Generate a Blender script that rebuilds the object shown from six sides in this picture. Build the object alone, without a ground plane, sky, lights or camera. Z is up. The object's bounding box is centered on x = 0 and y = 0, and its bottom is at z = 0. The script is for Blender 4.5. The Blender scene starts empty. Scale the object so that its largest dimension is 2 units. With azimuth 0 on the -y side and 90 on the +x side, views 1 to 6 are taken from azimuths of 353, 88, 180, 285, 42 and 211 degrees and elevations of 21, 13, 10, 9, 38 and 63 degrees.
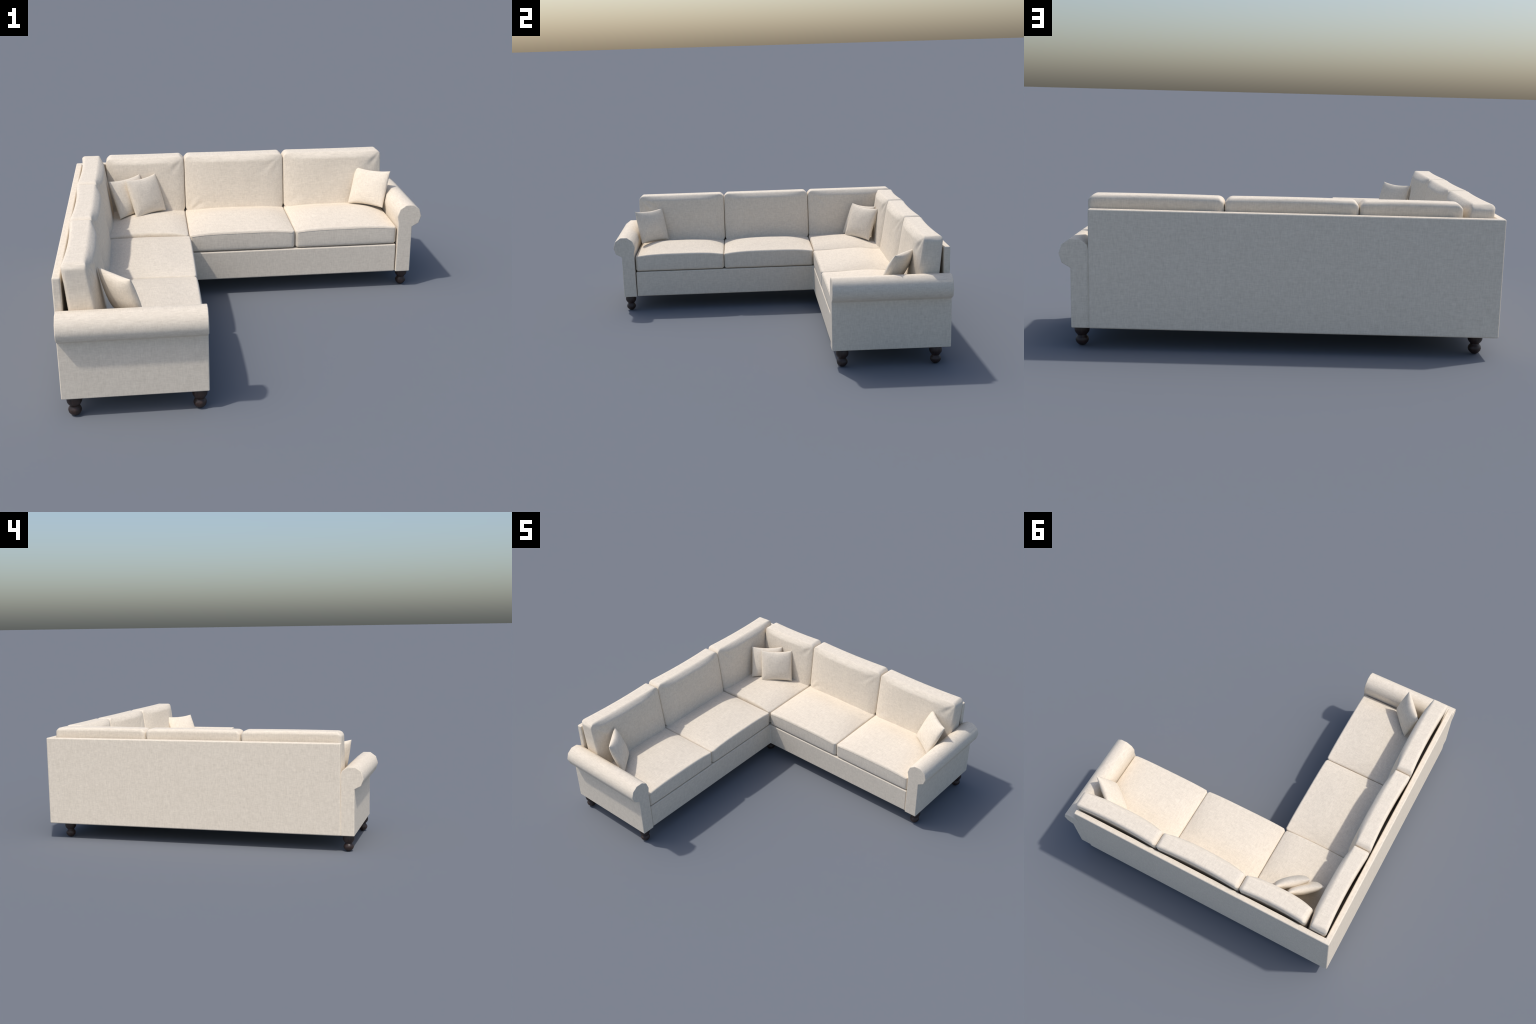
import bpy, bmesh, math
from mathutils import Vector, Matrix, noise

# ------------------------------------------------------------------ materials
def nodes_of(name):
    m = bpy.data.materials.new(name)
    m.use_nodes = True
    nt = m.node_tree
    return m, nt, nt.nodes["Principled BSDF"]

def fabric_material():
    """Cream linen: crossing threads (noise stretched along each axis) and soft mottling."""
    m, nt, bsdf = nodes_of("cream_linen")
    N, L = nt.nodes.new, nt.links.new
    tc = N("ShaderNodeTexCoord")
    def thread(scale, loc):
        mp = N("ShaderNodeMapping")
        mp.inputs["Scale"].default_value = scale
        mp.inputs["Location"].default_value = loc
        L(tc.outputs["Object"], mp.inputs["Vector"])
        n = N("ShaderNodeTexNoise")
        n.inputs["Scale"].default_value = 1.0
        n.inputs["Detail"].default_value = 2.0
        n.inputs["Roughness"].default_value = 0.6
        L(mp.outputs["Vector"], n.inputs["Vector"])
        return n.outputs["Fac"]
    def math_node(op, a, b):
        n = N("ShaderNodeMath"); n.operation = op
        for i, v in enumerate((a, b)):
            if isinstance(v, float): n.inputs[i].default_value = v
            else: L(v, n.inputs[i])
        return n.outputs[0]
    # threads run in the plane of the cloth: each axis counts by how far it lies in that plane
    sep = N("ShaderNodeSeparateXYZ")
    L(tc.outputs["Normal"], sep.inputs[0])
    weight = [math_node('SUBTRACT', 1.0, math_node('ABSOLUTE', sep.outputs[i], 0.0)) for i in range(3)]
    total = math_node('ADD', math_node('ADD', weight[0], weight[1]), weight[2])
    def weave(fine, long_, loc):
        acc = None
        for i in range(3):
            sc = [fine] * 3; sc[i] = long_
            t = math_node('MULTIPLY', thread(sc, (loc + 3.7 * i, loc * 1.7, 5.1 - i)), weight[i])
            acc = t if acc is None else math_node('ADD', acc, t)
        return math_node('DIVIDE', acc, total)
    yarn = weave(260.0, 38.0, 1.3)
    slub = weave(95.0, 26.0, 8.9)
    threads = math_node('ADD', math_node('MULTIPLY', yarn, 0.60), math_node('MULTIPLY', slub, 0.40))
    mr = N("ShaderNodeMapRange")
    mr.inputs["From Min"].default_value = 0.36
    mr.inputs["From Max"].default_value = 0.64
    L(threads, mr.inputs["Value"])
    mott = thread((48, 48, 48), (0, 0, 0))
    mr2 = N("ShaderNodeMapRange")
    mr2.inputs["From Min"].default_value = 0.3
    mr2.inputs["From Max"].default_value = 0.7
    L(mott, mr2.inputs["Value"])
    mix = N("ShaderNodeMix"); mix.data_type = 'FLOAT'
    mix.inputs["Factor"].default_value = 0.10
    L(mr.outputs[0], mix.inputs[2]); L(mr2.outputs[0], mix.inputs[3])
    ramp = N("ShaderNodeValToRGB")
    e = ramp.color_ramp.elements
    e[0].position, e[0].color = 0.10, FABRIC_DARK
    e[1].position, e[1].color = 0.90, FABRIC_LIGHT
    L(mix.outputs[0], ramp.inputs["Fac"])
    L(ramp.outputs["Color"], bsdf.inputs["Base Color"])
    bsdf.inputs["Roughness"].default_value = 0.95
    bsdf.inputs["Specular IOR Level"].default_value = 0.15
    bump = N("ShaderNodeBump")
    bump.inputs["Strength"].default_value = 0.12
    bump.inputs["Distance"].default_value = 0.002
    L(threads, bump.inputs["Height"])
    L(bump.outputs["Normal"], bsdf.inputs["Normal"])
    return m

def wood_material():
    m, nt, bsdf = nodes_of("dark_walnut")
    N, L = nt.nodes.new, nt.links.new
    tc = N("ShaderNodeTexCoord")
    mp = N("ShaderNodeMapping"); mp.inputs["Scale"].default_value = (120, 120, 14)
    L(tc.outputs["Object"], mp.inputs["Vector"])
    n = N("ShaderNodeTexNoise"); n.inputs["Scale"].default_value = 1.0
    n.inputs["Detail"].default_value = 3.0
    L(mp.outputs["Vector"], n.inputs["Vector"])
    ramp = N("ShaderNodeValToRGB")
    e = ramp.color_ramp.elements
    e[0].position, e[0].color = 0.3, (0.022, 0.0135, 0.0115, 1)
    e[1].position, e[1].color = 0.75, (0.052, 0.029, 0.023, 1)
    L(n.outputs["Fac"], ramp.inputs["Fac"])
    L(ramp.outputs["Color"], bsdf.inputs["Base Color"])
    bsdf.inputs["Roughness"].default_value = 0.42
    bsdf.inputs["Specular IOR Level"].default_value = 0.5
    return m

FABRIC_DARK = (0.708, 0.624, 0.508, 1)
FABRIC_LIGHT = (0.862, 0.770, 0.638, 1)
LINEN = fabric_material()
WALNUT = wood_material()

# ------------------------------------------------------------------ helpers
def make_object(name, mesh, parent=None, mat=None):
    ob = bpy.data.objects.new(name, mesh)
    bpy.context.scene.collection.objects.link(ob)
    if mat and not mesh.materials:
        mesh.materials.append(mat)
    if parent:
        ob.parent = parent
    return ob

def prism(name, outline, to3d, depth, parent, bevel=0.005, segs=2, angle=42, mat=LINEN):
    """Extrude a 2D outline by depth, round the sharp edges."""
    bm = bmesh.new()
    a = [bm.verts.new(to3d(p, depth[0])) for p in outline]
    b = [bm.verts.new(to3d(p, depth[1])) for p in outline]
    n = len(outline)
    bm.faces.new(a); bm.faces.new(list(reversed(b)))
    for i in range(n):
        j = (i + 1) % n
        bm.faces.new((a[j], a[i], b[i], b[j]))
    bmesh.ops.recalc_face_normals(bm, faces=bm.faces)
    me = bpy.data.meshes.new(name)
    bm.to_mesh(me); bm.free()
    me.polygons.foreach_set("use_smooth", [True] * len(me.polygons))
    ob = make_object(name, me, parent, mat)
    md = ob.modifiers.new("round", 'BEVEL')
    md.width = bevel; md.segments = segs
    md.limit_method = 'ANGLE'; md.angle_limit = math.radians(angle)
    md.harden_normals = True
    dg = bpy.context.evaluated_depsgraph_get()
    me2 = bpy.data.meshes.new_from_object(ob.evaluated_get(dg))
    ob.modifiers.clear()
    ob.data = me2; me2.name = name
    bpy.data.meshes.remove(me)
    return ob

def axis_lines(h, r, inner, arc=4):
    lo = [-h + r - r * math.tan(math.radians(45) * (1 - i / arc)) for i in range(arc)]
    mid = [-(h - r) + 2 * (h - r) * i / inner for i in range(inner + 1)]
    return lo + mid + [-v for v in reversed(lo)]

def soft_box(name, half, radius, corner, inner, warp, parent, corner_axes=(0, 2), by_side=None):
    """Rounded box. corner: larger radius of the outline corners in the plane
    corner_axes; by_side: (axis, edge radius on its - side, on its + side); warp: point -> point."""
    hx, hy, hz = half
    lines = [axis_lines(half[i], radius, inner[i]) for i in range(3)]
    ca, cb = corner_axes
    def shape(p):
        r = radius
        if by_side:
            r = by_side[1] if p[by_side[0]] < 0 else by_side[2]
        c = [max(-(half[i] - r), min(half[i] - r, p[i])) for i in range(3)]
        d = Vector([p[i] - c[i] for i in range(3)])
        q = list(p)
        if d.length > 1e-9:
            d.normalize()
            q = [c[i] + r * d[i] for i in range(3)]
        # outline corners: square of size `corner` squeezed into a quarter disc
        R = corner
        a = (abs(q[ca]) - (half[ca] - R)) / R
        b = (abs(q[cb]) - (half[cb] - R)) / R
        if a > 0 and b > 0:
            a2 = a * math.sqrt(1 - b * b / 2); b2 = b * math.sqrt(1 - a * a / 2)
            q[ca] = math.copysign(half[ca] - R + a2 * R, q[ca])
            q[cb] = math.copysign(half[cb] - R + b2 * R, q[cb])
        return warp(Vector(q))
    bm = bmesh.new()
    vs = {}
    n = [len(l) for l in lines]
    def v(i, j, k):
        key = (i, j, k)
        if key not in vs:
            vs[key] = bm.verts.new(shape((lines[0][i], lines[1][j], lines[2][k])))
        return vs[key]
    for ax in range(3):
        o = [x for x in range(3) if x != ax]
        for side in (0, n[ax] - 1):
            for i in range(n[o[0]] - 1):
                for j in range(n[o[1]] - 1):
                    def at(x, y):
                        idx = [0, 0, 0]; idx[ax] = side; idx[o[0]] = x; idx[o[1]] = y
                        return v(*idx)
                    bm.faces.new((at(i, j), at(i + 1, j), at(i + 1, j + 1), at(i, j + 1)))
    bmesh.ops.recalc_face_normals(bm, faces=bm.faces)
    me = bpy.data.meshes.new(name)
    bm.to_mesh(me); bm.free()
    me.polygons.foreach_set("use_smooth", [True] * len(me.polygons))
    return make_object(name, me, parent, LINEN)

def welt(points, parent, radius=0.0010, sides=6):
    """Sewn welt: a thin cord following a seam line."""
    bm = bmesh.new()
    rings = []
    for i, p in enumerate(points):
        t = (points[min(i + 1, len(points) - 1)] - points[max(i - 1, 0)]).normalized()
        a = t.cross(Vector((0, 0, 1))).normalized()
        b = t.cross(a)
        rings.append([bm.verts.new(p + radius * (math.cos(2 * math.pi * k / sides) * a + math.sin(2 * math.pi * k / sides) * b))
                      for k in range(sides)])
    for r0, r1 in zip(rings, rings[1:]):
        for k in range(sides):
            bm.faces.new((r0[k], r0[(k + 1) % sides], r1[(k + 1) % sides], r1[k]))
    bm.faces.new(rings[0]); bm.faces.new(list(reversed(rings[-1])))
    bmesh.ops.recalc_face_normals(bm, faces=bm.faces)
    me = bpy.data.meshes.new("seam_welt")
    bm.to_mesh(me); bm.free()
    me.polygons.foreach_set("use_smooth", [True] * len(me.polygons))
    return make_object("seam_welt", me, parent, LINEN)

def folds(a, b, spread, reach):
    """Small diagonal pull folds fanning from a cushion corner; a, b are distances from it."""
    d = math.hypot(a, b)
    if d < 1e-6:
        return 0.0
    t = math.atan2(b, a)
    return math.sin(t * spread) * math.exp(-((d - reach) / (reach * 0.55)) ** 2) * math.sin(2 * t) ** 2

# mirror of the right wing onto the left wing: across the corner diagonal
def right_wing(p): return Vector(p)
def left_wing(p): return Vector((-p[1], -p[0], p[2]))

# ------------------------------------------------------------------ sofa
sofa = bpy.data.objects.new("corner_sofa", None)
bpy.context.scene.collection.objects.link(sofa)
sofa["label"] = "cream linen L-shaped corner sofa with rolled arms"
sofa["category"] = "sofa"

OUT = 1.0          # outer back plane
PANEL_IN = 0.963   # inner face of the back panel
FRONT = 0.3448      # front plane of seat and base
ARM_IN, ARM_OUT = 0.8605, 0.9465
ARM_END, ARM_BACK = 0.338, 0.993
FLOOR = 0.098      # underside of the upholstery
BASE_TOP = 0.269
PANEL_TOP = 0.645
END = 0.8595       # where panel, base and seats stop against the arm

flat = lambda p, z: (p[0], p[1], z)
# L-shaped base
prism("base_frame", [(END - .002, FRONT), (END - .002, PANEL_IN - .001), (-PANEL_IN + .001, PANEL_IN - .001),
                     (-PANEL_IN + .001, -END + .002), (-FRONT, -END + .002), (-FRONT, FRONT)],
      flat, (FLOOR + .001, BASE_TOP), sofa, bevel=0.008, segs=3)
# L-shaped back panel
prism("backrest_panel", [(END + .006, OUT), (END + .006, PANEL_IN), (-PANEL_IN, PANEL_IN), (-PANEL_IN, -END - .006),
                         (-OUT, -END - .006), (-OUT, OUT)],
      flat, (FLOOR, PANEL_TOP), sofa, bevel=0.008, segs=3)

# rolled arms: post with a ten-sided scroll on top
SCROLL = (0.9275, 0.4400, 0.0715)
def arm_outline():
    cx, cz, r = SCROLL
    pts = [(ARM_OUT, FLOOR), (ARM_OUT, 0.376)]
    for k in range(-1, 6):
        t = math.radians(36 * k)
        pts.append((cx + r * math.cos(t), cz + r * math.sin(t)))
    pts += [(ARM_IN + .004, 0.394), (ARM_IN + .003, 0.36), (ARM_IN, FLOOR)]
    return pts
for wing in (right_wing, left_wing):
    prism("armrest", arm_outline(), lambda p, d: wing((p[0], d, p[1])), (ARM_END, ARM_BACK), sofa,
          bevel=0.005, segs=2, angle=43)

# ---- seat cushions
SEAT_LOW, SEAT_HIGH = 0.2725, 0.374
def seat_cushion(x0, x1, y0, y1, seed, wing_free=None):
    half = ((x1 - x0) / 2, (y1 - y0) / 2, (SEAT_HIGH - SEAT_LOW) / 2)
    mid = Vector(((x0 + x1) / 2, (y0 + y1) / 2, (SEAT_HIGH + SEAT_LOW) / 2))
    def warp(q):
        gu, gv = q.x / half[0], q.y / half[1]
        u, v = (gv, -gu) if wing_free == 0 else (gu, gv)
        w = q.z / half[2]
        side = 1 - abs(u) ** (6 if wing_free is None else 3.6)
        front_width = 1.15 if wing_free is None else 0.70
        crest = math.exp(-((v + 0.08) / (front_width if v < -0.08 else 0.42)) ** 2)
        if wing_free is None:      # corner seat: free side is +x and -y alike
            crest *= math.exp(-((u - 0.08) / (1.15 if u > 0.08 else 0.42)) ** 2)
        lift = side * (0.028 * crest + 0.011) + 0.004 * (1 - u * u) * (1 - v * v)
        lift += 0.0020 * noise.noise(Vector((q.x * 9, q.y * 9, seed * 2.3))) * side * (1 - v * v)
        lift += 0.0022 * folds((1 - u) * 0.3, (0.55 - v) * 0.3, 10, 0.07) if v < 0.55 else 0.0
        q.z += lift * max(0.0, w)
        # the free front face bellies out a little
        if wing_free == 0:
            q.x += 0.003 * max(0.0, gu) ** 3 * (1 - gv ** 4) * (1 - w * w * 0.5)
        if wing_free == 1:
            q.y -= 0.003 * max(0.0, -v) ** 3 * (1 - u ** 4) * (1 - w * w * 0.5)
        return q + mid
    ob = soft_box("seat_cushion", half, 0.015, 0.020, (44, 44, 5), warp, sofa, corner_axes=(0, 1), by_side=(2, 0.016, 0.010))
    zs = half[2] - 0.0100
    if wing_free == 1:
        welt([warp(Vector((half[0] * (-0.955 + 1.91 * i / 40), -half[1] - 0.0002, zs))) for i in range(41)], ob)
    if wing_free == 0:
        welt([warp(Vector((half[0] + 0.0002, half[1] * (-0.955 + 1.91 * i / 40), zs))) for i in range(41)], ob)
    return ob
G = 0.0012
SPLIT = 0.260
BACK_END = 0.945
SEAT_FRONT = FRONT + 0.0015
seat_cushion(-0.350 + G, SPLIT - G, SEAT_FRONT, BACK_END, 1, 1)
seat_cushion(SPLIT + G, END - G, SEAT_FRONT, BACK_END, 2, 1)
seat_cushion(-BACK_END, -0.350 - G, 0.350 + G, BACK_END, 3)
seat_cushion(-BACK_END, -SEAT_FRONT, -SPLIT + G, 0.350 - G, 4, 0)
seat_cushion(-BACK_END, -SEAT_FRONT, -END + G, -SPLIT - G, 5, 0)

# ---- back cushions: leaning wedges, front face plump, top edge straight
LOW, HIGH = 0.365, 0.7048
FRONT_TOP, FRONT_LEAN = 0.853, 0.20     # y of front face at the top, dy/dz
BACK_TOP, BACK_LEAN = 0.962, 0.09
def back_cushion(x0, x1, wing, seed):
    hx, hz, hy = (x1 - x0) / 2, (HIGH - LOW) / 2, 0.05
    def warp(q):
        u, w, s = q.x / hx, q.z / hz, q.y / hy      # s: -1 front, +1 back
        z = q.z + (HIGH + LOW) / 2
        drop = HIGH - 0.012 - z
        yf = FRONT_TOP - FRONT_LEAN * drop
        yb = BACK_TOP - BACK_LEAN * drop
        side = 1 - abs(u) ** 3
        # front rolls over just below the straight top edge, then runs down almost flat
        if w > 0.80:
            roll = 1 - min(1.0, (w - 0.80) / 0.20) ** 1.6
        else:
            roll = 1.0 - 0.41 * (0.80 - w)
        f = -0.026 * side * roll - 0.002 * (1 - u * u)
        k1, k2 = math.sin(seed * 2.1), math.sin(seed * 3.3 + 1)      # every cushion creases differently
        f += (0.0022 + 0.0007 * k1) * folds((1 - u) * hx, (1 - w) * hz, 11 + 2 * k2, 0.092 + 0.012 * k2)
        f += (0.0020 + 0.0007 * k2) * folds((1 + u) * hx, (1.05 + w) * hz, 11 - 2 * k1, 0.095 + 0.015 * k1)
        f += 0.024 * abs(u) ** 8 * (1 - w) / 2
        f += 0.0020 * noise.noise(Vector((q.x * 8, q.z * 8, seed * 3.7))) * side * (1 - w ** 4)
        b = -0.014 * (1 - u * u)
        k = (s + 1) / 2
        y = (yf + f) * (1 - k) + (yb + b) * k
        z += 0.0015 * (1 - u * u) * max(0, w) ** 4
        return wing((q.x + (x0 + x1) / 2, y, z))
    ob = soft_box("back_cushion", (hx, hy, hz), 0.020, 0.034, (60, 6, 44), warp, sofa,
                  corner_axes=(0, 2), by_side=(1, 0.006, 0.021))
    return ob
back_cushion(SPLIT + G, 0.874, right_wing, 1)
back_cushion(-0.347 + G, SPLIT - G, right_wing, 2)
back_cushion(-0.815, -0.347 - G, right_wing, 3)
back_cushion(SPLIT - 0.006 + G, 0.864, left_wing, 4)
back_cushion(-0.352 + G, SPLIT - 0.006 - G, left_wing, 5)
back_cushion(-0.957, -0.352 - G, left_wing, 6)

# ---- turned legs
LEG = [(0.000, 0.0), (0.013, 0.0), (0.0215, 0.007), (0.0285, 0.016), (0.0310, 0.0265), (0.0285, 0.036),
       (0.0235, 0.0425), (0.0205, 0.0465), (0.0225, 0.0505), (0.0290, 0.0575), (0.0345, 0.068),
       (0.0355, 0.079), (0.0335, 0.091), (0.0310, 0.103), (0.0, 0.103)]
def leg_mesh(sides=14):
    bm = bmesh.new()
    rings = []
    for r, z in LEG:
        if r == 0:
            rings.append([bm.verts.new((0, 0, z))])
        else:
            rings.append([bm.verts.new((r * math.cos(2 * math.pi * i / sides), r * math.sin(2 * math.pi * i / sides), z))
                          for i in range(sides)])
    for a, b in zip(rings, rings[1:]):
        for i in range(sides):
            j = (i + 1) % sides
            if len(a) == 1: bm.faces.new((a[0], b[j], b[i]))
            elif len(b) == 1: bm.faces.new((a[i], a[j], b[0]))
            else: bm.faces.new((a[i], a[j], b[j], b[i]))
    bmesh.ops.recalc_face_normals(bm, faces=bm.faces)
    me = bpy.data.meshes.new("leg")
    bm.to_mesh(me); bm.free()
    me.polygons.foreach_set("use_smooth", [True] * len(me.polygons))
    me.materials.append(WALNUT)
    return me
leg = leg_mesh()
for x, y in [(0.911, 0.396), (0.913, 0.914), (-0.914, 0.900), (-0.397, 0.404), (-0.940, -0.905), (-0.381, -0.907)]:
    make_object("leg", leg, sofa).location = (x, y, 0)

# ------------------------------------------------------------------ throw pillows
def pillow_mesh(seed, cup, side=0.229, thick=0.074, n=28):
    bm = bmesh.new()
    grid = {}
    h = side / 2
    for f in (1, -1):
        for i in range(n + 1):
            for j in range(n + 1):
                u = math.sin(math.pi / 2 * (2 * i / n - 1)); v = math.sin(math.pi / 2 * (2 * j / n - 1))
                rim = i in (0, n) or j in (0, n)
                if rim and f == -1:
                    grid[(f, i, j)] = grid[(1, i, j)]; continue
                x = u * h * (1 - 0.015 * (1 - v * v))
                y = v * h * (1 - (0.10 if v > 0 else 0.07) * (1 - u * u) * abs(v))
                t = ((1 - u * u) ** 0.44) * ((1 - v * v) ** 0.44)
                z = f * thick / 2 * t - cup * t
                if not rim:
                    z += f * 0.0035 * min(1.0, t * 2) * folds((1 + u) * h, (1 + v) * h, 8, 0.035)
                    z += f * 0.002 * t * noise.noise(Vector((x * 16, y * 16, seed + f)))
                grid[(f, i, j)] = bm.verts.new((x, y, z))
    for f in (1, -1):
        for i in range(n):
            for j in range(n):
                q = [grid[(f, i, j)], grid[(f, i + 1, j)], grid[(f, i + 1, j + 1)], grid[(f, i, j + 1)]]
                bm.faces.new(q if f == 1 else q[::-1])
    bmesh.ops.recalc_face_normals(bm, faces=bm.faces)
    me = bpy.data.meshes.new("throw_pillow")
    bm.to_mesh(me); bm.free()
    me.polygons.foreach_set("use_smooth", [True] * len(me.polygons))
    me.materials.append(LINEN)
    return me

def throw_pillow(centre, along, up, seed, back=0.0):
    u = Vector(along).normalized()
    w = u.cross(Vector(up)).normalized()
    v = w.cross(u)
    ob = make_object("throw_pillow", pillow_mesh(seed, back * 0.6))
    ob.matrix_world = Matrix((u, v, w)).transposed().to_4x4()
    ob.location = Vector(centre) - w * back
    ob["label"] = "small square cream linen throw pillow"
    ob["category"] = "pillow"
    return ob
throw_pillow((0.774, 0.716, 0.511), (0.180, -0.138, 0.004), (0.060, 0.090, 0.206), 1, 0.004)
throw_pillow((-0.707, -0.7645, 0.517), (-0.141, 0.171, -0.004), (-0.065, -0.034, 0.218), 2, 0.005)
throw_pillow((-0.585, 0.705, 0.511), (0.172, 0.144, -0.003), (-0.058, 0.069, 0.206), 3)
throw_pillow((-0.679, 0.702, 0.511), (0.174, 0.136, 0.0), (-0.061, 0.076, 0.206), 4)
